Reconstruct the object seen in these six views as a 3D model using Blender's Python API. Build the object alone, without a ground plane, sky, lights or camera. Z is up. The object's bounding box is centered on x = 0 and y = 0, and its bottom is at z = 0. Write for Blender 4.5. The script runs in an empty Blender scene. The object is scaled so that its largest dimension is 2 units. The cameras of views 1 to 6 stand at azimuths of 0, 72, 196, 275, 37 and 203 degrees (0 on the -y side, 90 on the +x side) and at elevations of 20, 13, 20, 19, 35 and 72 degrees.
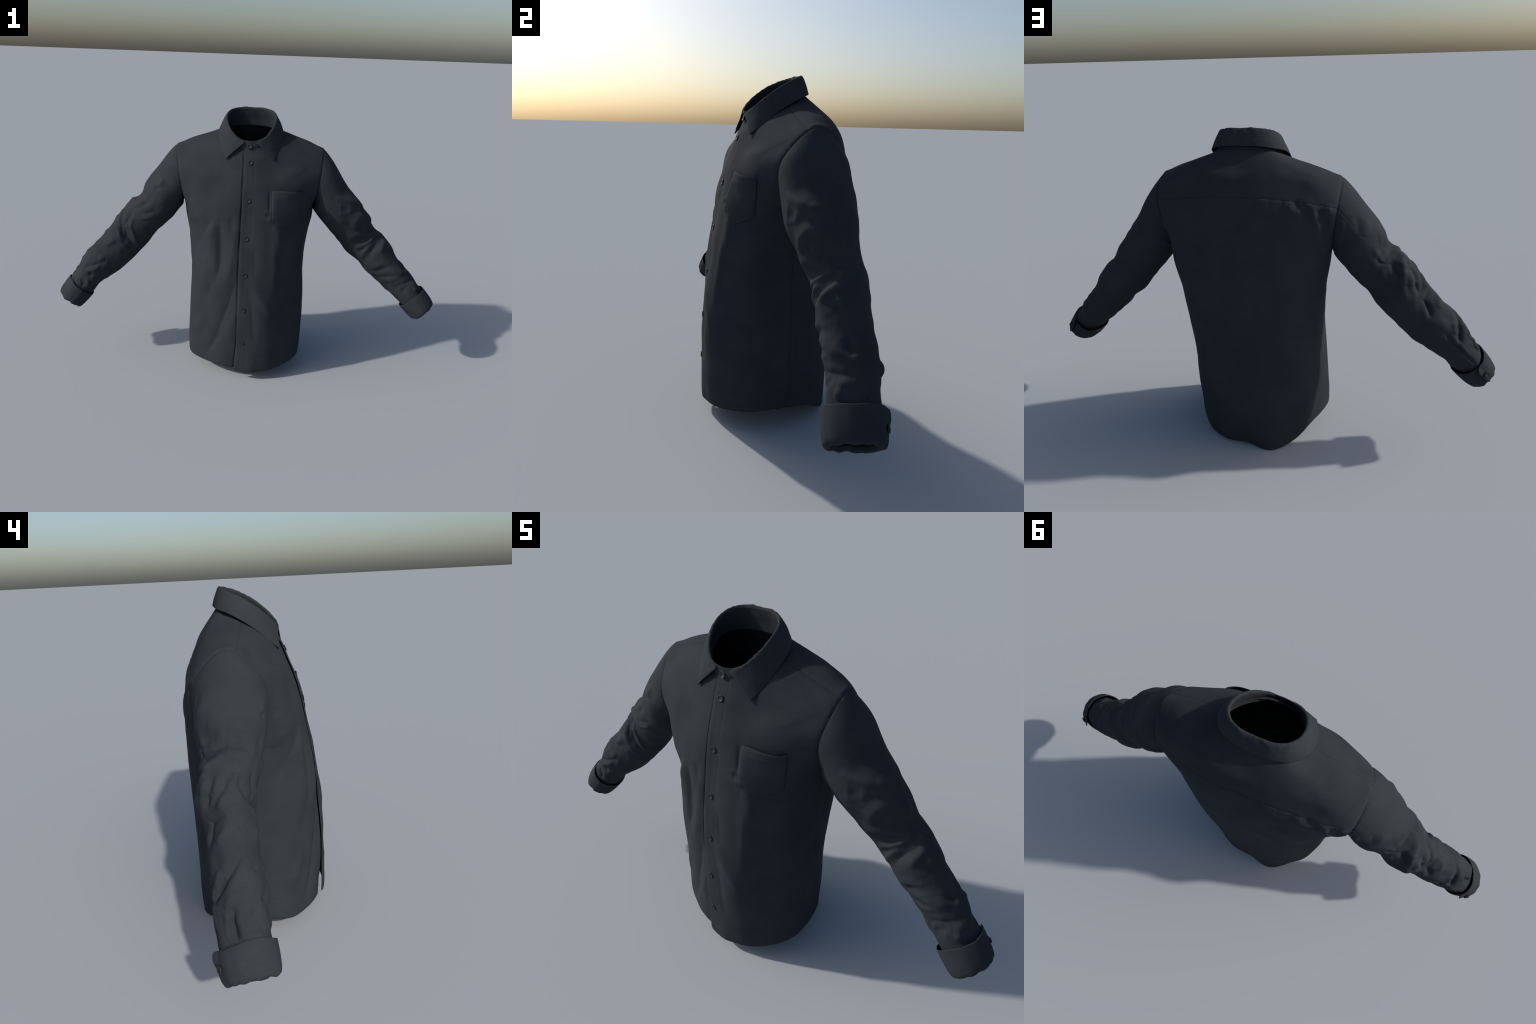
import bpy, bmesh, math, random
import numpy as np
from mathutils import Vector, Matrix, noise as mnoise

random.seed(7)
rng = np.random.default_rng(7)
TAU = 2 * math.pi

# ------------------------------------------------------------------ helpers
def catmull(ctrl, t):
    """Catmull-Rom through the rows of ctrl at fractional row numbers t."""
    ctrl = np.asarray(ctrl, float)
    n = len(ctrl)
    t = np.asarray(t, float)
    i = np.clip(np.floor(t).astype(int), 0, n - 2)
    f = (t - i).reshape(t.shape + (1,) * (ctrl.ndim - 1))
    P = np.concatenate([[2 * ctrl[0] - ctrl[1]], ctrl, [2 * ctrl[-1] - ctrl[-2]]])
    a, b, c, d = P[i], P[i + 1], P[i + 2], P[i + 3]
    return .5 * (2 * b + (c - a) * f + (2 * a - 5 * b + 4 * c - d) * f ** 2 + (-a + 3 * b - 3 * c + d) * f ** 3)

def smooth(e0, e1, x):
    t = np.clip((x - e0) / (e1 - e0), 0, 1)
    return t * t * (3 - 2 * t)

def gauss(x, w):
    return np.exp(-(x / w) ** 2)

def unit(v):
    return v / np.maximum(np.linalg.norm(v, axis=-1, keepdims=True), 1e-9)

def grid_faces(nu, nv, closed=False, off=0):
    """quads of a grid of nu rows and nv columns; closed wraps the columns."""
    i = np.arange(nu - 1)[:, None]
    j = np.arange(nv if closed else nv - 1)[None]
    k = (j + 1) % nv
    f = np.stack([i * nv + j, i * nv + k, (i + 1) * nv + k, (i + 1) * nv + j], -1)
    return f.reshape(-1, 4) + off

def make_mesh(name, verts, faces, mat, parent=None, smooth_angle=None):
    me = bpy.data.meshes.new(name)
    me.from_pydata(np.asarray(verts).tolist(), [], [list(map(int, f)) for f in faces])
    me.update()
    me.polygons.foreach_set("use_smooth", [True] * len(me.polygons))
    me.materials.append(mat)
    ob = bpy.data.objects.new(name, me)
    bpy.context.scene.collection.objects.link(ob)
    if parent:
        ob.parent = parent
    return ob

def solidify(ob, t, offset=-1.0):
    m = ob.modifiers.new("cloth", "SOLIDIFY")
    m.thickness, m.offset = t, offset
    m.use_rim = True
    return m

def grid_normals(P, closed=False):
    du = np.gradient(P, axis=0)
    if closed:
        dv = np.roll(P, -1, 1) - np.roll(P, 1, 1)
    else:
        dv = np.gradient(P, axis=1)
    return unit(np.cross(dv, du))

def fbm(P, scale, seed, octaves=3):
    o = Vector((seed * 13.7, seed * 7.1, seed * 3.3))
    flat = (P.reshape(-1, 3) * scale)
    r = np.array([mnoise.fractal(Vector(p) + o, 0.9, 2.1, octaves) for p in flat])
    return r.reshape(P.shape[:-1])

# ------------------------------------------------------------------ materials
def cloth_material(name, dark, light, scale=9.0):
    m = bpy.data.materials.new(name)
    m.use_nodes = True
    nt = m.node_tree
    N, L = nt.nodes, nt.links
    b = N["Principled BSDF"]
    tc = N.new("ShaderNodeTexCoord")
    big = N.new("ShaderNodeTexNoise"); big.inputs["Scale"].default_value = scale; big.inputs["Detail"].default_value = 5
    L.new(tc.outputs["Object"], big.inputs["Vector"])
    cr = N.new("ShaderNodeValToRGB")
    cr.color_ramp.elements[0].position, cr.color_ramp.elements[1].position = .38, .62
    cr.color_ramp.elements[0].color, cr.color_ramp.elements[1].color = (*dark, 1), (*light, 1)
    L.new(big.outputs["Fac"], cr.inputs["Fac"])
    # faint horizontal slub threads
    mp = N.new("ShaderNodeMapping"); mp.inputs["Scale"].default_value = (18, 18, 420)
    L.new(tc.outputs["Object"], mp.inputs["Vector"])
    slub = N.new("ShaderNodeTexNoise"); slub.inputs["Scale"].default_value = 1.0; slub.inputs["Detail"].default_value = 2
    L.new(mp.outputs["Vector"], slub.inputs["Vector"])
    sr = N.new("ShaderNodeMapRange"); sr.inputs["To Min"].default_value = .86; sr.inputs["To Max"].default_value = 1.14
    L.new(slub.outputs["Fac"], sr.inputs["Value"])
    mx = N.new("ShaderNodeMix"); mx.data_type = "RGBA"; mx.blend_type = "MULTIPLY"; mx.inputs["Factor"].default_value = 1
    L.new(cr.outputs["Color"], mx.inputs["A"]); L.new(sr.outputs["Result"], mx.inputs["B"])
    L.new(mx.outputs["Result"], b.inputs["Base Color"])
    weave = N.new("ShaderNodeTexNoise"); weave.inputs["Scale"].default_value = 520; weave.inputs["Detail"].default_value = 1
    L.new(tc.outputs["Object"], weave.inputs["Vector"])
    bp = N.new("ShaderNodeBump"); bp.inputs["Strength"].default_value = .12; bp.inputs["Distance"].default_value = .0006
    L.new(weave.outputs["Fac"], bp.inputs["Height"]); L.new(bp.outputs["Normal"], b.inputs["Normal"])
    b.inputs["Roughness"].default_value = .92
    b.inputs["Specular IOR Level"].default_value = .07
    return m

CLOTH = cloth_material("charcoal_cotton", (.0278, .0326, .0378), (.0318, .0368, .0424))
def button_material():
    m = bpy.data.materials.new("dark_button_resin")
    m.use_nodes = True
    N, L = m.node_tree.nodes, m.node_tree.links
    b = N["Principled BSDF"]
    tc = N.new("ShaderNodeTexCoord")
    n = N.new("ShaderNodeTexNoise"); n.inputs["Scale"].default_value = 160
    L.new(tc.outputs["Object"], n.inputs["Vector"])
    cr = N.new("ShaderNodeValToRGB")
    cr.color_ramp.elements[0].color, cr.color_ramp.elements[1].color = (.010, .011, .011, 1), (.024, .025, .024, 1)
    L.new(n.outputs["Fac"], cr.inputs["Fac"]); L.new(cr.outputs["Color"], b.inputs["Base Color"])
    b.inputs["Roughness"].default_value = .55
    b.inputs["Specular IOR Level"].default_value = .3
    return m
BUTTON = button_material()

shirt = bpy.data.objects.new("shirt", None)
bpy.context.scene.collection.objects.link(shirt)
shirt["label"] = "dark charcoal button-up shirt with rolled cuffs and chest pocket"
shirt["category"] = "shirt"

# ------------------------------------------------------------------ torso form
# rings of sixteen radii, every 22.5 degrees from +x over the back (+y)
LOW = [
    (-.02, [.286, .285, .276, .262, .250, .284, .276, .276, .289, .308, .270, .252, .254, .272, .292, .300]),
    (.10, [.294, .285, .278, .268, .262, .288, .290, .292, .307, .308, .268, .252, .260, .281, .297, .309]),
    (.25, [.301, .293, .284, .275, .275, .288, .308, .310, .306, .298, .266, .254, .264, .287, .297, .312]),
    (.40, [.302, .297, .296, .284, .279, .291, .314, .318, .302, .286, .264, .252, .258, .282, .289, .308]),
    (.55, [.295, .313, .314, .292, .283, .293, .318, .322, .294, .277, .260, .249, .244, .266, .276, .296]),
    (.70, [.298, .334, .322, .296, .284, .293, .324, .332, .299, .273, .252, .234, .226, .245, .262, .287]),
    (.80, [.312, .357, .325, .296, .282, .293, .330, .350, .314, .281, .246, .216, .205, .224, .250, .284]),
    (.90, [.332, .367, .326, .294, .277, .286, .338, .374, .334, .298, .236, .200, .185, .202, .236, .286]),
    (1.0, [.425, .402, .326, .286, .262, .280, .328, .418, .425, .288, .200, .171, .163, .172, .203, .286]),
    (1.06, [.425, .410, .318, .272, .246, .268, .318, .424, .425, .264, .175, .147, .141, .148, .178, .262]),
]
A16 = np.arange(16) * TAU / 16
def polar_ring(z, r):
    r = np.array(r)
    return np.stack([r * np.cos(A16), r * np.sin(A16), np.full(16, z)], 1)
def half_ring(front_to_back):
    """nine points from centre front over the +x side to centre back, mirrored."""
    h = np.array(front_to_back, float)
    ring = np.zeros((16, 3))
    order = [12, 13, 14, 15, 0, 1, 2, 3, 4]
    for k, p in zip(order, h):
        ring[k] = p
        ring[(8 - k) % 16] = p * [-1, 1, 1]
    return ring
HIGH = [
    half_ring([(0, -.116, 1.128), (.072, -.108, 1.124), (.165, -.086, 1.118), (.312, -.040, 1.112), (.388, .050, 1.150),
               (.346, .154, 1.128), (.235, .196, 1.148), (.115, .219, 1.153), (0, .216, 1.151)]),
    half_ring([(0, -.107, 1.145), (.066, -.101, 1.143), (.145, -.076, 1.146), (.262, -.018, 1.158), (.330, .056, 1.181),
               (.298, .138, 1.176), (.200, .188, 1.184), (.10, .206, 1.186), (0, .200, 1.184)]),
    half_ring([(0, -.100, 1.160), (.06, -.095, 1.158), (.122, -.068, 1.168), (.20, -.008, 1.194), (.258, .062, 1.209),
               (.232, .126, 1.212), (.162, .168, 1.214), (.084, .182, 1.215), (0, .178, 1.214)]),
    half_ring([(0, -.088, 1.184), (.05, -.080, 1.190), (.095, -.050, 1.205), (.128, .000, 1.224), (.142, .050, 1.244),
               (.130, .090, 1.256), (.10, .118, 1.270), (.052, .130, 1.275), (0, .133, 1.276)]),
    half_ring([(0, -.085, 1.187), (.049, -.077, 1.193), (.093, -.047, 1.208), (.126, .002, 1.228), (.140, .050, 1.248),
               (.128, .088, 1.260), (.098, .115, 1.274), (.051, .127, 1.279), (0, .130, 1.280)]),
]
for ring, back in zip(HIGH, (.012, .014, .010)):      # the back is a little flatter on the -x side
    ring[5:7, 1] -= back
RINGS = np.array([polar_ring(z, r) for z, r in LOW] + HIGH)
TOP = len(RINGS) - 1.0
HEM = np.array([.094, .074, .024, .010, .012, .000, .022, .076, .092, .074, .064, .064, .050, .056, .072, .088])

def around(ctrl, th):
    """periodic cubic over the second axis of ctrl (rows match th) at angles th."""
    t = np.mod(th, TAU) / TAU * 16
    i = np.floor(t).astype(int) % 16
    f = t - np.floor(t)
    if ctrl.ndim == 3:
        f = f[..., None]
        r = np.arange(len(ctrl))
        g = lambda k: ctrl[r, (i + k) % 16]
    else:
        g = lambda k: ctrl[(i + k) % 16]
    a, b, c, d = g(-1), g(0), g(1), g(2)
    return .5 * (2 * b + (c - a) * f + (2 * a - 5 * b + 4 * c - d) * f ** 2 + (-a + 3 * b - 3 * c + d) * f ** 3)

def torso_base(th, s):
    """smooth torso form at angle th and ring number s (flat arrays)."""
    th, s = np.broadcast_arrays(np.asarray(th, float), np.asarray(s, float))
    sh = th.shape
    th, s = th.ravel(), s.ravel()
    return around(catmull(RINGS, s), th).reshape(sh + (3,))

def solve_s(th, z, lo=0.0, hi=9.0):
    a, b = np.full(np.shape(th), lo), np.full(np.shape(th), hi)
    for _ in range(40):
        m = (a + b) / 2
        up = torso_base(th, m)[..., 2] < z
        a, b = np.where(up, m, a), np.where(up, b, m)
    return (a + b) / 2

# the armhole is cut by a nearly upright plane on each side
ARM_X, ARM_Z = {1: .347, -1: .351}, .125
ARM_Y = {1: .05, -1: .10}
def arm_gap(P):
    return np.abs(P[..., 0]) - (np.where(P[..., 0] > 0, ARM_X[1], ARM_X[-1]) + ARM_Z * (P[..., 2] - .96) + np.where(P[..., 0] > 0, ARM_Y[1], ARM_Y[-1]) * (P[..., 1] - .05))

YOKE_FRONT_Y, YOKE_BACK_Z, YOKE_DROOP, SIDE = .026, 1.110, .30, math.radians(3)
def placket_edge(z):
    return -.027 - .010 * smooth(1.1, .5, z) - .012 * smooth(.25, .03, z)

def seam_groove(P):
    x, y, z = P[..., 0], P[..., 1], P[..., 2]
    g = np.zeros(x.shape)
    ok = z > .84
    g += np.where(ok, .0024 * gauss(arm_gap(P), .005), 0)
    g += np.where((z > 1.12), .0016 * gauss(y - YOKE_FRONT_Y, .0045), 0)
    g += np.where((y > .08) & (z > 1.0), .0014 * gauss(z + YOKE_DROOP * x * x - YOKE_BACK_Z, .0045), 0)
    th = np.arctan2(y, np.abs(x))
    g += np.where(z < .9, .0016 * gauss((th - SIDE) * .3, .0045), 0)
    # stitch line of the button placket
    g += np.where((y < 0) & (z < 1.18), .0006 * gauss(x - placket_edge(z) - .051, .003), 0)
    # stitched hem
    return g

def path_field(u, v, pts, w, h):
    """height h along a polyline of points, fading sideways over w and towards its ends."""
    pts = np.array(pts, float)
    seg = np.linalg.norm(np.diff(pts, axis=0), axis=1)
    cum = np.concatenate([[0], np.cumsum(seg)])
    best = np.full(u.shape, 9.0)
    at = np.zeros(u.shape)
    for k in range(len(seg)):
        d = (pts[k + 1] - pts[k]) / seg[k]
        t = np.clip((u - pts[k, 0]) * d[0] + (v - pts[k, 1]) * d[1], 0, seg[k])
        q = np.hypot(u - pts[k, 0] - d[0] * t, v - pts[k, 1] - d[1] * t)
        near = q < best
        best = np.where(near, q, best)
        at = np.where(near, (cum[k] + t) / cum[-1], at)
    # crests are round, valleys are pinched
    return h * np.exp(-(best / w) ** (2.0 if h > 0 else 1.35)) * (.10 + .90 * np.sin(math.pi * np.clip(at, .0, 1.)) ** .6)

# soft folds of the body: width, height, then points (x, z); first on the front, then on the back
FOLDS = {-1: [
    (0.0196, 0.0078, (-0.172, 0.84), (-0.165, 0.719), (-0.16, 0.564)),
    (0.0196, -0.0078, (-0.133, 0.848), (-0.138, 0.717), (-0.139, 0.563)),
    (0.0154, -0.0039, (-0.083, 0.86), (-0.072, 0.784)),
    (0.0182, 0.0039, (-0.048, 0.872), (-0.061, 0.759), (-0.079, 0.58)),
    (0.0182, -0.0039, (-0.227, 0.842), (-0.25, 0.747), (-0.271, 0.64)),
    (0.0168, 0.0039, (-0.243, 0.878), (-0.214, 0.802)),
    (0.014, 0.0039, (0.096, 0.843), (0.088, 0.896)),
    (0.0112, -0.0039, (0.084, 0.868), (0.106, 0.87)),
    (0.0252, 0.0078, (-0.184, 0.801), (-0.204, 0.56), (-0.252, 0.326)),
    (0.0224, -0.0091, (-0.126, 0.807), (-0.124, 0.645), (-0.157, 0.517)),
    (0.0224, 0.0039, (-0.072, 0.649), (-0.099, 0.534)),
    (0.0252, -0.0104, (-0.048, 0.539), (-0.09, 0.4), (-0.146, 0.231), (-0.187, 0.126)),
    (0.021, 0.0052, (-0.062, 0.362), (-0.077, 0.196)),
    (0.021, 0.0065, (0.139, 0.837), (0.14, 0.666), (0.14, 0.474)),
    (0.0224, -0.0052, (0.036, 0.715), (0.043, 0.572)),
    (0.0224, 0.0052, (0.032, 0.565), (0.068, 0.473), (0.145, 0.353)),
    (0.0224, -0.0065, (0.019, 0.504), (0.039, 0.369), (0.05, 0.215)),
    (0.0126, 0.0052, (0.106, 0.839), (0.116, 0.866)),
    (0.0154, -0.0032, (0.096, 0.869), (0.086, 0.887)),
    (0.0126, 0.0039, (0.109, 0.902), (0.106, 0.875)),
    (0.0154, 0.0052, (0.125, 0.818), (0.155, 0.794), (0.166, 0.695)),
    (0.0168, -0.0065, (-0.165, 0.853), (-0.236, 0.733), (-0.268, 0.647)),
    (0.0196, 0.0039, (-0.157, 0.814), (-0.221, 0.726)),
    (0.0196, 0.0039, (-0.268, 0.848), (-0.286, 0.794)),
    (0.0168, -0.0039, (-0.276, 0.934), (-0.303, 0.918)),
    (0.014, -0.0039, (-0.162, 0.796), (-0.169, 0.6)),
    (0.0168, -0.0039, (-0.175, 0.505), (-0.193, 0.44)),
    (0.0168, -0.0052, (-0.113, 0.269), (-0.196, 0.107)),
    (0.0182, 0.0052, (-0.218, 0.329), (-0.246, 0.211)),
    (0.009, -0.0055, (0.101, 0.985), (0.103, 0.93), (0.106, 0.865)),
], 1: [
    (0.0126, 0.0091, (-0.279, 1.086), (-0.299, 1.04), (-0.308, 0.997), (-0.306, 0.967)),
    (0.0126, -0.0065, (-0.247, 1.088), (-0.271, 1.035)),
    (0.0126, -0.0091, (-0.311, 1.069), (-0.314, 1.012)),
    (0.0126, 0.0078, (-0.348, 1.082), (-0.347, 1.033)),
    (0.0112, 0.0078, (-0.364, 1.034), (-0.345, 0.99), (-0.331, 0.938)),
    (0.0126, -0.0078, (-0.361, 1.076), (-0.335, 1.015), (-0.325, 0.971)),
    (0.0168, 0.0052, (-0.182, 1.1), (-0.213, 1.07), (-0.254, 1.044)),
    (0.0154, -0.0052, (-0.223, 1.099), (-0.238, 1.065)),
    (0.0308, 0.0052, (-0.156, 0.983), (-0.167, 0.886)),
    (0.0308, 0.0052, (-0.157, 0.977), (-0.167, 0.742), (-0.179, 0.373)),
    (0.0308, -0.0052, (-0.067, 0.871), (-0.048, 0.447)),
    (0.028, 0.0039, (0.115, 0.966), (0.116, 0.576)),
    (0.028, 0.0052, (-0.26, 0.298), (-0.238, 0.105)),
    (0.0252, -0.0052, (-0.297, 0.499), (-0.27, 0.364)),
    (0.0224, 0.0039, (-0.301, 0.706), (-0.302, 0.545)),
    (0.0196, 0.0052, (-0.227, 1.092), (-0.287, 1.081)),
]}
def torso_relief(P):
    x, y, z = P[..., 0], P[..., 1], P[..., 2]
    r = np.zeros(x.shape)
    for side, items in FOLDS.items():
        m = smooth(-.03, .05, y * side)
        for w, h, *pts in items:
            r += m * path_field(x, z, pts, w, h)
    # the cloth is nowhere quite flat, and puckers along its seams
    r += fbm(P, 5.5, 21, 2) * .0026 + fbm(P, 15.0, 22, 2) * .0009
    pucker = np.sin(P[..., 2] * 260 + 3 * np.sin(P[..., 2] * 70)) * gauss(arm_gap(P) + .008, .009) * (P[..., 2] > .86)
    pucker += np.sin(x * 240 + 3 * np.sin(x * 60)) * gauss(z + YOKE_DROOP * x * x - YOKE_BACK_Z + .010, .010) * (y > .08)
    return r + pucker * .0007 - seam_groove(P)

def torso_normal(th, s, e=.01):
    du = torso_base(th + e, s) - torso_base(th - e, s)
    dv = torso_base(th, np.clip(s + e, 0, TOP)) - torso_base(th, np.clip(s - e, 0, TOP))
    return unit(np.cross(du, dv))

def front_point(x, z, lift=0.0):
    """point and normal of the finished front at given x and z."""
    x, z = np.broadcast_arrays(np.asarray(x, float), np.asarray(z, float))
    th = np.arctan2(-.2, x) % TAU
    s = np.interp(z, [l[0] for l in LOW] + [1.128, 1.145, 1.16, 1.186], np.arange(14))
    for _ in range(25):
        P = torso_base(th, s)
        e = 1e-3
        J1 = (torso_base(th + e, s) - P) / e
        J2 = (torso_base(th, s + e) - P) / e
        rx, rz = x - P[..., 0], z - P[..., 2]
        det = J1[..., 0] * J2[..., 2] - J2[..., 0] * J1[..., 2]
        det = np.where(np.abs(det) < 1e-6, 1e-6, det)
        th = th + np.clip((rx * J2[..., 2] - rz * J2[..., 0]) / det, -.2, .2)
        s = np.clip(s + np.clip((rz * J1[..., 0] - rx * J1[..., 2]) / det, -.5, .5), 0, TOP - .01)
    P, n = torso_base(th, s), torso_normal(th, s)
    return P + n * (torso_relief(P) + over_lift(P) + lift)[..., None], n

def over_lift(P):
    """the buttoned-over front lies proud of the one under it."""
    x, z = P[..., 0], P[..., 2]
    near = smooth(.10, .03, np.abs(x))
    puff = .0010 * gauss(x - placket_edge(z) - .012, .010) * smooth(1.19, 1.12, z)
    return near * (.0028 + .006 * smooth(.21, .08, z)) + puff
def under_lift(P):
    x, z = P[..., 0], P[..., 2]
    near = smooth(-.10, -.03, x)
    dip = smooth(-.011, -.002, x - placket_edge(z)) * (.0030 + .0020 * np.sin(z * 23) ** 2) * smooth(1.19, 1.12, z)
    return -near * (.0022 + .008 * smooth(.22, .08, z)) - dip

# ------------------------------------------------------------------ torso mesh
ROWS = 250
def torso_patch(th_a, th_b, cols):
    """grid whose columns run from angle curve th_a(s) to th_b(s)."""
    q = np.linspace(0, 1, ROWS)
    w = np.linspace(0, 1, cols)
    th0 = th_a(np.full(1, 1.0))[0] + (th_b(np.full(1, 1.0))[0] - th_a(np.full(1, 1.0))[0]) * w
    s0 = solve_s(th0, around(HEM, th0))
    # rows are spread by height, with extra rows in the shoulders
    base = np.interp(q, [0, .60, .78, 1], [0, 7, 10, TOP])
    S = s0[None] + (base[:, None] / TOP) * (TOP - s0[None])
    A, B = th_a(S), th_b(S)
    TH = A + (B - A) * w[None]
    # the hem row follows the angle it really has
    for _ in range(3):
        s0 = solve_s(TH[0], around(HEM, TH[0]))
        S = s0[None] + (base[:, None] / TOP) * (TOP - s0[None])
        A, B = th_a(S), th_b(S)
        TH = A + (B - A) * w[None]
    return TH, S

def edge_angle(dx):
    tab_s = np.linspace(0, TOP, 120)
    lo, hi = np.full(120, math.radians(225.)), np.full(120, math.radians(300.))
    for _ in range(40):
        m = (lo + hi) / 2
        P = torso_base(m, tab_s)
        left = P[..., 0] < placket_edge(P[..., 2]) + dx
        lo, hi = np.where(left, m, lo), np.where(left, hi, m)
    tab = (lo + hi) / 2
    return lambda s: np.interp(s, tab_s, tab)
const = lambda deg: (lambda s: np.full(np.shape(s), math.radians(deg)))

bm = bmesh.new()
def add_patch(TH, S, lift):
    P = torso_base(TH, S)
    n = torso_normal(TH, S)
    if lift is not None:
        P = P + n * lift(P)[..., None]
    vs = [bm.verts.new(p) for p in P.reshape(-1, 3)]
    tag = PART_TAG
    for f in grid_faces(*TH.shape):
        fc = bm.faces.new([vs[i] for i in f])
        fc.smooth = True
        fc[tag] = patch_id
PART_TAG = bm.faces.layers.int.new("patch")
patch_id = 0
add_patch(*torso_patch(const(3), const(177), 170), None)                       # back
patch_id = 1
add_patch(*torso_patch(edge_angle(0), const(363), 130), over_lift)            # buttoned-over front
patch_id = 2
add_patch(*torso_patch(const(177), edge_angle(.05), 130), under_lift)        # front beneath
bmesh.ops.remove_doubles(bm, verts=bm.verts, dist=2e-5)

def cut(co, no, test, clear_outer=False):
    fs = [f for f in bm.faces if test(f.calc_center_median())]
    es = {e for f in fs for e in f.edges}
    vs = {v for f in fs for v in f.verts}
    bmesh.ops.bisect_plane(bm, geom=list(vs) + list(es) + fs, dist=1e-5, plane_co=co, plane_no=no, clear_outer=clear_outer)
for sg in (1, -1):
    n = Vector((sg, -ARM_Y[sg], -ARM_Z)).normalized()
    cut((sg * ARM_X[sg], .05, .96), n, lambda c: c.x * sg > .2 and c.z > .85, True)
cut((0, YOKE_FRONT_Y, 0), (0, 1, 0), lambda c: c.z > 1.10 and abs(c.x) > .08 and abs(c.y - YOKE_FRONT_Y) < .03)
# the back yoke seam droops towards the armholes: cut it level in a bent space
for v in bm.verts:
    v.co.z += YOKE_DROOP * v.co.x ** 2
cut((0, 0, YOKE_BACK_Z), (0, 0, 1), lambda c: c.y > .08 and abs(c.z - YOKE_BACK_Z) < .03)
for v in bm.verts:
    v.co.z -= YOKE_DROOP * v.co.x ** 2
loose = [v for v in bm.verts if not v.link_faces]
bmesh.ops.delete(bm, geom=loose, context="VERTS")
bm.normal_update()
bm.verts.ensure_lookup_table()
V = np.array([v.co for v in bm.verts])
NRM = np.array([v.normal for v in bm.verts])
R = torso_relief(V)
V2 = V + NRM * R[:, None]
def face_part(f):
    c = f.calc_center_median()
    if f[PART_TAG] == 0 and c.z + YOKE_DROOP * c.x ** 2 > YOKE_BACK_Z or f[PART_TAG] > 0 and c.z > 1.1 and c.y > YOKE_FRONT_Y:
        return "yoke"
    return ("back_panel", "front_panel", "front_panel.001")[f[PART_TAG]]
groups = {}
for f in bm.faces:
    groups.setdefault(face_part(f), []).append([v.index for v in f.verts])
bm.free()
parts = {}
for nm, fl in groups.items():
    used = sorted({i for f in fl for i in f})
    remap = {i: k for k, i in enumerate(used)}
    ob = make_mesh(nm.split(".")[0], V2[used], [[remap[i] for i in f] for f in fl], CLOTH, shirt)
    solidify(ob, .0022)
    parts[nm] = ob

# ------------------------------------------------------------------ sleeves
# stations along the arm: centre x, y, z, half height, half width
ARM = {
    1: [(.359, .062, .997, .112, .142), (.419, .055, .918, .106, .127), (.483, .048, .844, .107, .119), (.544, .051, .770, .105, .100),
        (.599, .064, .693, .097, .088), (.666, .045, .638, .096, .088), (.723, .038, .567, .086, .083), (.786, .026, .504, .076, .083),
        (.850, .005, .446, .072, .079), (.905, -.018, .388, .060, .070)],
    -1: [(-.363, .062, .987, .121, .137), (-.434, .055, .918, .108, .119), (-.486, .051, .840, .098, .107), (-.555, .052, .780, .101, .091),
         (-.610, .061, .711, .104, .088), (-.663, .040, .644, .099, .080), (-.727, .030, .579, .097, .079), (-.790, .014, .518, .089, .079),
         (-.850, .005, .455, .070, .079), (-.900, -.014, .390, .058, .070)],
}
CUFF = {1: ((.889, -.010, .404), (.957, -.034, .331)), -1: ((-.891, -.010, .400), (-.952, -.031, .326))}
NPH = 192
PHI = np.arange(NPH) * TAU / NPH
def frames(c):
    T = unit(np.gradient(c, axis=0))
    U = unit(np.array([0, 0, 1.0]) - T[:, 2:3] * T)
    return T, U, np.cross(T, U)
def armhole_ring(sg):
    """points of the armhole edge at the angles PHI around its centre."""
    th = np.linspace(-math.radians(80), math.radians(80), 400)
    if sg < 0:
        th = math.pi - th
    s = np.linspace(6.4, TOP - 2.0, 240)
    P = torso_base(th[None], s[:, None])
    g = arm_gap(P)
    hits = []
    nrm = torso_normal(th[None], s[:, None])
    P = P + nrm * torso_relief(P)[..., None]
    g = arm_gap(torso_base(th[None], s[:, None]))
    for ax in (0, 1):
        A, B = (P[:-1], P[1:]) if ax == 0 else (P[:, :-1], P[:, 1:])
        ga, gb = (g[:-1], g[1:]) if ax == 0 else (g[:, :-1], g[:, 1:])
        m = (ga * gb < 0) & (A[..., 2] > .84)
        t = (ga[m] / (ga[m] - gb[m]))[:, None]
        hits.append(A[m] + (B[m] - A[m]) * t)
    H = np.concatenate(hits)
    c = np.array([0, .058, 1.01])
    ang = np.arctan2((H[:, 1] - c[1]) * -sg, H[:, 2] - c[2]) % TAU
    o = np.argsort(ang)
    ang, H = ang[o], H[o]
    a3 = np.concatenate([ang - TAU, ang, ang + TAU])
    return np.stack([np.interp(PHI, a3, np.tile(H[:, k], 3)) for k in range(3)], 1)

def sleeve_rings(sg):
    a, b = (np.array(p) for p in CUFF[sg])
    st = np.array(ARM[sg][:-1] + [(*(a + (b - a) * .25), .060, .073), (*(a + (b - a) * .9), .052, .067)])
    c = st[:, :3]
    T, U, W = frames(c)
    E = c[:, None] + st[:, 3, None, None] * np.cos(PHI)[None, :, None] * U[:, None] + st[:, 4, None, None] * np.sin(PHI)[None, :, None] * W[:, None]
    A = armhole_ring(sg)
    w = .8 * smooth(.15, .95, np.cos(PHI))[:, None]
    M = (A * .5 + E[1] * .5) * (1 - w) + E[0] * w
    # the first ring is a hidden seam allowance inside the body
    T0 = A + (A.mean(0) - A) * .05 - np.array([sg * .006, 0, 0])
    return np.concatenate([[T0], [A], [M], E[1:]])

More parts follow.
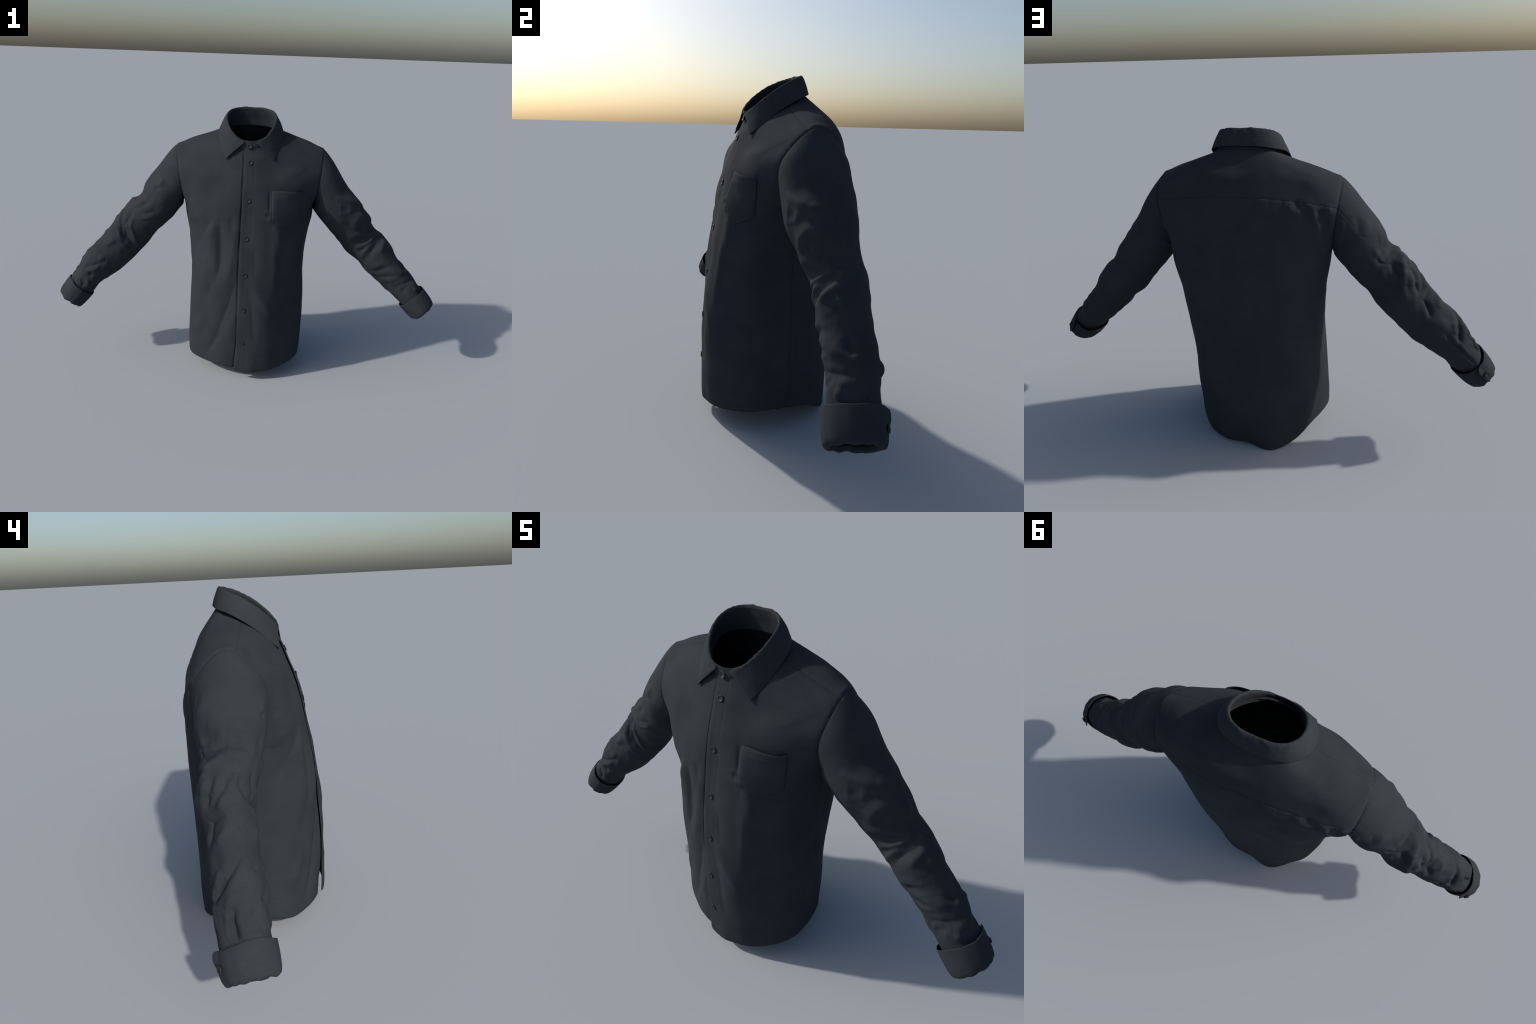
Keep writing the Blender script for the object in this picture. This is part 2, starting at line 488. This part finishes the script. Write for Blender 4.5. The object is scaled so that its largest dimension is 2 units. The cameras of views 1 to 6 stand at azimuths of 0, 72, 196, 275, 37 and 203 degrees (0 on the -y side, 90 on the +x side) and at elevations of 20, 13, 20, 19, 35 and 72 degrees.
# creases of a sleeve: width, height, then points (share of the arm, degrees round it from the top)
CREASES = {1: [
    (0.0135, 0.0078, (0.202, 75), (0.209, 64), (0.236, 51), (0.281, 32), (0.319, 24)),
    (0.021, -0.0065, (0.255, 79), (0.281, 64)),
    (0.0135, -0.0039, (0.274, 103), (0.296, 75), (0.296, 45)),
    (0.015, 0.0091, (0.368, 99), (0.338, 79), (0.33, 56), (0.353, 26)),
    (0.0195, -0.0065, (0.353, 69), (0.383, 69)),
    (0.012, -0.0052, (0.376, 90), (0.414, 54), (0.414, 34), (0.448, 4)),
    (0.015, 0.0091, (0.376, 122), (0.402, 86), (0.451, 52), (0.485, 15), (0.516, 6)),
    (0.0135, -0.0065, (0.41, 116), (0.451, 82), (0.47, 54)),
    (0.0105, 0.0078, (0.466, 111), (0.478, 84), (0.485, 58), (0.489, 28)),
    (0.0105, -0.0052, (0.493, 112), (0.501, 86)),
    (0.012, 0.0078, (0.542, 128), (0.516, 103), (0.508, 82), (0.501, 64)),
    (0.0165, -0.0117, (0.565, 109), (0.535, 82), (0.527, 52), (0.531, 26)),
    (0.0135, 0.0078, (0.572, 69), (0.546, 26), (0.565, 17)),
    (0.0135, -0.0065, (0.614, 141), (0.637, 111), (0.644, 73)),
    (0.0135, 0.0065, (0.614, 114), (0.625, 84), (0.644, 56)),
    (0.012, 0.0039, (0.659, 111), (0.675, 75), (0.686, 54)),
    (0.0105, -0.0052, (0.667, 141), (0.69, 101), (0.724, 66)),
    (0.015, 0.0078, (0.72, 98), (0.762, 356), (0.796, 347)),
    (0.012, -0.0065, (0.777, 84), (0.803, 34), (0.815, 0)),
    (0.0105, 0.0039, (0.807, 103), (0.792, 77), (0.803, 56)),
    (0.009, -0.0039, (0.815, 90), (0.822, 51)),
    (0.012, -0.0065, (0.758, 6), (0.694, 15)),
    (0.012, 0.0065, (0.735, 349), (0.686, 0)),
    (0.012, -0.0065, (0.637, 9), (0.599, 34)),
    (0.012, 0.0065, (0.603, 11), (0.58, 28)),
    (0.0105, 0.0065, (0.361, 28), (0.391, 24)),
    (0.0105, -0.0052, (0.345, 32), (0.319, 43)),
    (0.018, -0.0052, (0.315, 358), (0.353, 349), (0.41, 356), (0.444, 351)),
    (0.0135, 0.0052, (0.266, 32), (0.304, 11), (0.338, 351)),
    (0.012, 0.0052, (0.406, 28), (0.391, 15), (0.372, 4)),
    (0.0165, 0.0052, (0.493, 17), (0.516, 351), (0.531, 324)),
    (0.0135, -0.0052, (0.44, 41), (0.47, 19), (0.482, 356)),
    (0.015, 0.0052, (0.686, 90), (0.72, 43), (0.735, 19)),
    (0.012, -0.0039, (0.712, 90), (0.746, 45), (0.769, 21)),
    (0.012, 0.0039, (0.758, 82), (0.784, 45)),
    (0.012, -0.0039, (0.784, 86), (0.818, 47)),
    (0.012, 0.0039, (0.822, 38), (0.834, 9)),
    (0.018, 0.0104, (0.75, 294), (0.788, 281)),
    (0.0135, -0.0065, (0.822, 292), (0.852, 339)),
    (0.012, 0.0065, (0.856, 47), (0.856, 26)),
    (0.0135, -0.0065, (0.86, 336), (0.879, 332)),
], -1: [
    (0.0084, -0.0075, (0.41, 332), (0.44, 328), (0.493, 302), (0.516, 294)),
    (0.0126, 0.005, (0.444, 339), (0.482, 324)),
    (0.0126, 0.005, (0.429, 311), (0.466, 287)),
    (0.0112, -0.01, (0.387, 334), (0.421, 354), (0.444, 356), (0.497, 32), (0.512, 69)),
    (0.0126, 0.0063, (0.402, 332), (0.436, 345), (0.508, 24)),
    (0.0126, 0.005, (0.421, 8), (0.455, 24)),
    (0.007, -0.005, (0.338, 356), (0.357, 326)),
    (0.007, -0.0037, (0.342, 321), (0.334, 292)),
    (0.0126, 0.005, (0.334, 349), (0.33, 319)),
    (0.0112, -0.0075, (0.239, 8), (0.27, 28), (0.292, 68)),
    (0.0126, 0.005, (0.255, 4), (0.292, 22), (0.308, 47)),
    (0.0112, -0.0075, (0.3, 68), (0.345, 49), (0.387, 54), (0.421, 60)),
    (0.0126, 0.005, (0.349, 34), (0.398, 32)),
    (0.0084, -0.0088, (0.659, 349), (0.694, 4), (0.746, 39), (0.781, 88)),
    (0.014, 0.005, (0.686, 349), (0.735, 19), (0.781, 51)),
    (0.014, 0.0037, (0.667, 15), (0.716, 52)),
    (0.0098, -0.0112, (0.799, 15), (0.834, 22), (0.849, 22)),
    (0.0112, 0.0063, (0.818, 8), (0.845, 13)),
    (0.0126, 0.0063, (0.807, 32), (0.837, 38)),
    (0.0112, -0.005, (0.535, 51), (0.61, 75)),
    (0.0084, -0.0037, (0.561, 343), (0.58, 332)),
    (0.0098, -0.0025, (0.784, 317), (0.769, 289)),
    (0.0098, 0.0025, (0.765, 322), (0.75, 291)),
    (0.0084, -0.005, (0.822, 345), (0.807, 321)),
    (0.0098, -0.0125, (0.837, 21), (0.856, 22), (0.879, 24)),
    (0.0112, 0.0075, (0.845, 8), (0.875, 11)),
    (0.0112, 0.0063, (0.834, 36), (0.871, 41)),
    (0.0084, -0.005, (0.864, 315), (0.868, 287)),
    (0.0084, 0.005, (0.849, 308), (0.852, 283)),
    (0.0084, 0.005, (0.875, 2), (0.871, 326)),
    (0.0154, -0.0112, (0.372, 298), (0.47, 300), (0.504, 279), (0.538, 229)),
    (0.0112, 0.0075, (0.376, 289), (0.444, 281), (0.478, 261), (0.523, 231)),
    (0.0126, 0.0063, (0.493, 321), (0.531, 298), (0.55, 279)),
    (0.0084, -0.0037, (0.55, 289), (0.546, 251), (0.572, 218)),
    (0.0098, 0.0037, (0.565, 285), (0.565, 251)),
    (0.0126, 0.0063, (0.622, 311), (0.569, 302)),
    (0.0098, -0.005, (0.345, 283), (0.292, 268), (0.281, 242)),
    (0.0098, 0.005, (0.368, 270), (0.311, 257), (0.315, 229)),
    (0.0126, -0.005, (0.308, 302), (0.236, 296)),
    (0.0126, 0.005, (0.368, 315), (0.27, 313)),
    (0.0112, 0.0063, (0.183, 300), (0.134, 300)),
    (0.0112, -0.0063, (0.205, 304), (0.171, 292)),
    (0.0126, -0.005, (0.682, 328), (0.709, 326)),
    (0.0098, -0.005, (0.788, 289), (0.803, 266)),
    (0.0098, 0.005, (0.765, 298), (0.728, 272)),
    (0.0084, -0.005, (0.701, 283), (0.686, 268)),
    (0.0098, 0.005, (0.694, 298), (0.675, 279)),
    (0.0098, -0.0063, (0.784, 313), (0.743, 289), (0.701, 279)),
    (0.0112, 0.0063, (0.796, 300), (0.758, 279), (0.724, 270)),
    (0.0098, -0.005, (0.799, 287), (0.773, 255)),
    (0.0098, -0.0063, (0.841, 302), (0.871, 272)),
    (0.0098, 0.005, (0.826, 281), (0.864, 244)),
    (0.0084, 0.005, (0.849, 324), (0.871, 287)),
    (0.0098, -0.005, (0.554, 356), (0.599, 343)),
    (0.0112, 0.005, (0.436, 341), (0.391, 332)),
    (0.0098, -0.005, (0.296, 349), (0.27, 341)),
    (0.014, -0.0112, (0.311, 358), (0.308, 41), (0.315, 54)),
    (0.0182, 0.0075, (0.342, 0), (0.364, 13), (0.379, 26)),
    (0.0224, 0.0075, (0.243, 4), (0.232, 38)),
    (0.0126, 0.0075, (0.349, 8), (0.391, 41), (0.432, 66)),
    (0.0112, -0.0063, (0.33, 36), (0.376, 51), (0.406, 60)),
    (0.014, -0.0075, (0.41, 17), (0.466, 41), (0.501, 58)),
    (0.014, 0.0063, (0.41, 34), (0.451, 52)),
    (0.014, 0.005, (0.156, 34), (0.186, 62)),
    (0.014, -0.005, (0.122, 45), (0.16, 66)),
    (0.0126, 0.005, (0.065, 73), (0.077, 90)),
    (0.0098, -0.005, (0.281, 11), (0.289, 30)),
    (0.0126, 0.005, (0.236, 54), (0.315, 56)),
    (0.0112, -0.005, (0.281, 60), (0.326, 62)),
    (0.0112, 0.0063, (0.338, 71), (0.376, 88)),
    (0.007, -0.0075, (0.69, 77), (0.754, 81), (0.815, 77), (0.879, 79)),
    (0.0112, 0.005, (0.728, 71), (0.781, 73), (0.845, 71)),
    (0.0126, 0.0075, (0.372, 26), (0.432, 66), (0.497, 94)),
    (0.0112, -0.0075, (0.451, 36), (0.497, 52)),
    (0.0126, 0.0063, (0.414, 32), (0.474, 64)),
    (0.014, -0.0138, (0.531, 15), (0.542, 56), (0.603, 71)),
    (0.014, 0.0075, (0.569, 13), (0.61, 43)),
    (0.0126, 0.0063, (0.538, 58), (0.595, 86)),
    (0.0126, -0.01, (0.72, 30), (0.739, 49), (0.777, 66)),
    (0.0126, 0.0075, (0.694, 39), (0.735, 60)),
    (0.0126, 0.0075, (0.765, 17), (0.796, 36)),
    (0.0098, -0.01, (0.826, 24), (0.868, 39)),
]}
ARM_LONG, ARM_ROUND = .86, .092
def crease_field(s, ph, items):
    d = np.zeros(s.shape)
    for w, h, *pts in items:
        a0 = math.radians(pts[0][1])
        rel = (ph - a0 + math.pi) % TAU - math.pi
        p = [(q[0] * ARM_LONG, ((math.radians(q[1]) - a0 + math.pi) % TAU - math.pi) * ARM_ROUND) for q in pts]
        d += path_field(s * ARM_LONG, rel * ARM_ROUND, p, w, h)
    return d

SROWS = 260
sleeves = {}
for sg in (1, -1):
    C = sleeve_rings(sg)
    q = np.linspace(0, 1, SROWS)
    t = np.where(q < .02, q / .02, 1 + (q - .02) / .98 * (len(C) - 2))
    P = catmull(C, t)
    n = grid_normals(P, True)
    if ((P[5] - P[5].mean(0)) * n[5]).sum() < 0:
        n = -n
    s2 = np.repeat(q[:, None], NPH, 1)
    p2 = np.repeat(PHI[None], SROWS, 0)
    d = crease_field(s2, p2, CREASES[sg])
    d += .0035 * gauss(s2 - .075, .04) * smooth(-.4, .6, np.cos(p2)) - .0020 * gauss(s2 - .02, .007)                                        # tucked in at the seam
    lump = fbm(P, 10.0, 5 + sg, 2) * .0060 + fbm(P, 20.0, 9 + sg, 2) * (.0014 + .0018 * smooth(.55, .8, s2))
    d += lump * smooth(.10, .30, s2) * smooth(1.0, .9, s2)
    back_seam = math.radians(250 if sg > 0 else 110)
    d -= .0012 * gauss((p2 - back_seam) * .09, .004)
    P = P + n * d[..., None]
    ob = make_mesh("sleeve", P.reshape(-1, 3), grid_faces(SROWS, NPH, True) if sg > 0 else grid_faces(SROWS, NPH, True)[:, ::-1], CLOTH, shirt)
    solidify(ob, .0022)
    sleeves[sg] = ob

# ------------------------------------------------------------------ buttons
def button_mesh():
    prof = [(0, .0012), (.0068, .0012), (.0078, .0022), (.0094, .0031), (.0106, .0030), (.0115, .0022), (.0116, .0006), (.0108, -.002), (0, -.002)]
    n = 40
    V, F = [], []
    ring = {}
    for i, (r, h) in enumerate(prof):
        if r == 0:
            ring[i] = [len(V)]; V.append((0, 0, h))
        else:
            ring[i] = list(range(len(V), len(V) + n))
            V += [(r * math.cos(a), r * math.sin(a), h) for a in np.arange(n) * TAU / n]
    for i in range(len(prof) - 1):
        a, b = ring[i], ring[i + 1]
        for k in range(n):
            k2 = (k + 1) % n
            if len(a) == 1: F.append((a[0], b[k], b[k2]))
            elif len(b) == 1: F.append((a[k], b[0], a[k2]))
            else: F.append((a[k], b[k], b[k2], a[k2]))
    # four thread holes read as small sunk pips, with cross threads
    for sx in (-1, 1):
        for sy in (-1, 1):
            c = (sx * .0026, sy * .0026)
            o = len(V); m = 12
            V += [(c[0] + .0014 * math.cos(a), c[1] + .0014 * math.sin(a), .0013) for a in np.arange(m) * TAU / m]
            V += [(c[0] + .0009 * math.cos(a), c[1] + .0009 * math.sin(a), .0019) for a in np.arange(m) * TAU / m]
            F += [(o + k, o + (k + 1) % m, o + m + (k + 1) % m, o + m + k) for k in range(m)]
            F.append(tuple(o + m + k for k in range(m)))
    me = bpy.data.meshes.new("button")
    me.from_pydata(V, [], F); me.update()
    me.polygons.foreach_set("use_smooth", [True] * len(me.polygons))
    me.materials.append(BUTTON)
    return me
BMESH = button_mesh()
def place_button(p, n, spin=0.0, parent=shirt, size=1.0):
    ob = bpy.data.objects.new("button", BMESH)
    n = Vector(n).normalized()
    rot = n.to_track_quat("Z", "Y").to_matrix().to_4x4() @ Matrix.Rotation(spin, 4, "Z")
    ob.matrix_world = Matrix.Translation(Vector(p)) @ rot @ Matrix.Scale(size, 4)
    bpy.context.scene.collection.objects.link(ob)
    ob.parent = parent
for x, z in [(.003, 1.113), (.000, .940), (-.003, .760), (-.005, .580), (-.009, .398), (-.011, .219)]:
    p, n = front_point(x, z)
    place_button(p + n * .0008, n, rng.uniform(0, 3))

# ------------------------------------------------------------------ pocket
def pocket():
    nu, nv = 50, 56
    u = np.linspace(0, 1, nu)[None]            # across
    v = np.linspace(0, 1, nv)[:, None]         # down
    x = .111 + (.004 * v) + u * (.151 - .014 * v)
    top = .988 - .009 * u
    low = .843 - .006 * u - .036 * np.clip(1 - np.abs(2 * u - .95), 0, 1) ** .8
    z = top + (low - top) * v
    edge = np.minimum(np.minimum(u, 1 - u) * 3.2, (1 - v) * 3.0).clip(0, 1) ** .5
    lift = .0024 + .0075 * edge + .006 * smooth(.30, 0, v) * np.sin(math.pi * u) ** .7 + .006 * smooth(.35, 0, u) * smooth(0, .3, v) * smooth(1, .7, v) + (.004 + .010 * smooth(.0, .8, u) * smooth(1.02, .85, u)) * smooth(.42, 0, v)
    lift = lift - .0016 * gauss((v - .12) * .15, .003)
    P, n = front_point(x, z, 0)
    P = P + n * lift[..., None]
    ob = make_mesh("pocket", P.reshape(-1, 3), grid_faces(nv, nu)[:, ::-1], CLOTH, shirt)
    solidify(ob, .0025)
pocket()

# ------------------------------------------------------------------ collar
# half curves from centre back (first) to the front end (last), +x side
BASE = [(0, .133, 1.268), (.052, .130, 1.267), (.10, .118, 1.262), (.130, .090, 1.256), (.141, .050, 1.246), (.127, .000, 1.224), (.094, -.050, 1.197), (.050, -.082, 1.176), (.0, -.092, 1.166)]
FOLD = [(0, .115, 1.350), (.050, .112, 1.349), (.092, .093, 1.342), (.117, .055, 1.326), (.119, .008, 1.300), (.102, -.040, 1.264), (.070, -.076, 1.230), (.027, -.094, 1.209)]
FALL = [(0, .144, 1.288), (.060, .139, 1.286), (.117, .117, 1.276), (.152, .072, 1.260), (.160, .020, 1.231), (.149, -.034, 1.192), (.131, -.074, 1.154), (.115, -.106, 1.126)]
def full_curve(half, n):
    """curve from the -x front end over the back to the +x front end."""
    h = np.array(half, float)
    t = np.linspace(-1, 1, n)
    c = catmull(h, np.abs(t) * (len(h) - 1))
    c[:, 0] *= np.sign(t)
    return c
NC = 241
def collar_leafs():
    F, E = full_curve(FOLD, NC), full_curve(FALL, NC)
    F[:, 2] -= .005 * smooth(.955, 1, np.abs(np.linspace(-1, 1, NC))) ** 2      # rounded leaf ends
    mid = (F + E) / 2
    cen = np.array([0, .02, 0])
    out = unit((E - cen) * [1, 1, 0])
    t = np.abs(np.linspace(-1, 1, NC))[:, None]
    rows = [F - out * .0035 + [0, 0, -.009], F - out * .003 + [0, 0, -.003], F + [0, 0, .001], F + out * .006 + [0, 0, -.003],
            F * .72 + E * .28 + out * (.006 - .003 * t), F * .4 + E * .6 + out * (.005 - .003 * t), E]
    C = np.array(rows)
    P = catmull(C, np.linspace(0, len(rows) - 1, 70))
    # hand-pressed unevenness of the fold
    wob = fbm(P, 30, 3)
    n = grid_normals(P)
    rim = gauss(np.linspace(0, 6, 70)[:, None] - 2, 1.6)
    wob = wob * (.0010 + .0010 * rim) + fbm(P, 62, 8, 2) * .0016 * rim
    P = P + n * wob[..., None]
    ob = make_mesh("collar", P.reshape(-1, 3), grid_faces(70, NC), CLOTH, shirt)
    solidify(ob, .0035, 0)
collar_leafs()
def collar_stand():
    B = full_curve(BASE, NC)
    inner = smooth(.93, .75, np.abs(np.linspace(-1, 1, NC)))[:, None]      # the band stands inside the neckline
    B = B + inner * ((np.array([0, .02, 0]) - B) * [.045, .045, 0] - [0, 0, .008])
    top_half = FOLD[:-1] + [(.036, -.094, 1.216), (0, -.099, 1.212)]
    F = full_curve(top_half, NC)
    # run on past the front centre so that the two ends overlap
    t = np.linspace(-1, 1, NC)
    cen = np.array([0, .02, 0])
    out = unit((B - cen) * [1, 1, 0])
    F = F - out * .004 - np.array([0, 0, .004]) * smooth(.9, .6, np.abs(t))[:, None]
    C = np.array([B, B * .6 + F * .4 + out * .002, B * .25 + F * .75, F])
    P = catmull(C, np.linspace(0, 3, 26))
    ob = make_mesh("collar_stand", P.reshape(-1, 3), grid_faces(26, NC), CLOTH, shirt)
    solidify(ob, .003, 0)
    place_button((-.003, -.0985, 1.187), (0, -.95, .3), .4, ob)
collar_stand()

# ------------------------------------------------------------------ turned-back cuffs
def cuff(sg):
    a, b = (np.array(p) for p in CUFF[sg])
    T = unit(b - a)
    L = np.linalg.norm(b - a)
    U = unit(np.array([0, 0, 1.0]) - T[2] * T)
    W = np.cross(T, U)
    n = 200
    # the strip starts under the flap, goes round over the outside and ends as the flap at the back
    end = math.radians(271 if sg > 0 else 89)
    dirn = -1 if sg > 0 else 1
    turn = np.linspace(-.42, TAU, n)
    ph = end + dirn * (turn - TAU)
    lay = .0022 * smooth(TAU - .8, TAU - .3, turn) - .0035 * smooth(.4, -.2, turn)
    flare = smooth(TAU - .30, TAU, turn)
    # cross-section: from inside the opening, out along the outside, round the fold, back inside
    prof = [(.0, 0), (.25, .001), (.5, .001), (.75, 0), (.92, -.003), (.99, -.009), (1.0, -.015), (.95, -.019), (.86, -.021)]
    pr = catmull(prof, np.linspace(0, len(prof) - 1, 60))
    rag = np.array([mnoise.fractal(Vector((math.cos(p) * 1.6, math.sin(p) * 1.6, sg * 5.0)), .9, 2.0, 2) for p in ph])
    corner = 1 - np.sqrt(np.clip(1 - smooth(TAU - .20, TAU, turn) ** 2, 0, 1))
    corner0 = smooth(-.25, -.42, turn) ** 2
    wave = .03 * np.sin(2 * ph + sg) + .018 * np.sin(3 * ph + 1.3 * sg)
    P = np.zeros((60, n, 3))
    for i, (t, o) in enumerate(pr):
        tt = t + rag * .07 * smooth(.5, 1, t) + (rag * .03 + wave) * smooth(.8, 0, t)
        tt = .5 + (tt - .5) * (1 - .42 * corner - .2 * corner0)
        lift = lay + flare * (.007 * smooth(.6, 0, t) + .003) + .002 * rag
        ra = .0755 - .005 * t + o + lift
        rb = .0895 - .004 * t + o + lift
        P[i] = a + T * (tt * L)[:, None] + U * (ra * np.cos(ph))[:, None] + W * (rb * np.sin(ph))[:, None]
    f = grid_faces(60, n)
    ob = make_mesh("cuff", P.reshape(-1, 3), f if sg < 0 else f[:, ::-1], CLOTH, shirt)
    solidify(ob, .003, 0)
    phb = end - dirn * .27
    c = a + T * L * .52
    pb = c + U * .0755 * math.cos(phb) + W * .0895 * math.sin(phb)
    nb = U * math.cos(phb) / .076 + W * math.sin(phb) / .09
    place_button(pb + unit(nb) * .0060, nb, .7, ob)
for sg in (1, -1):
    cuff(sg)
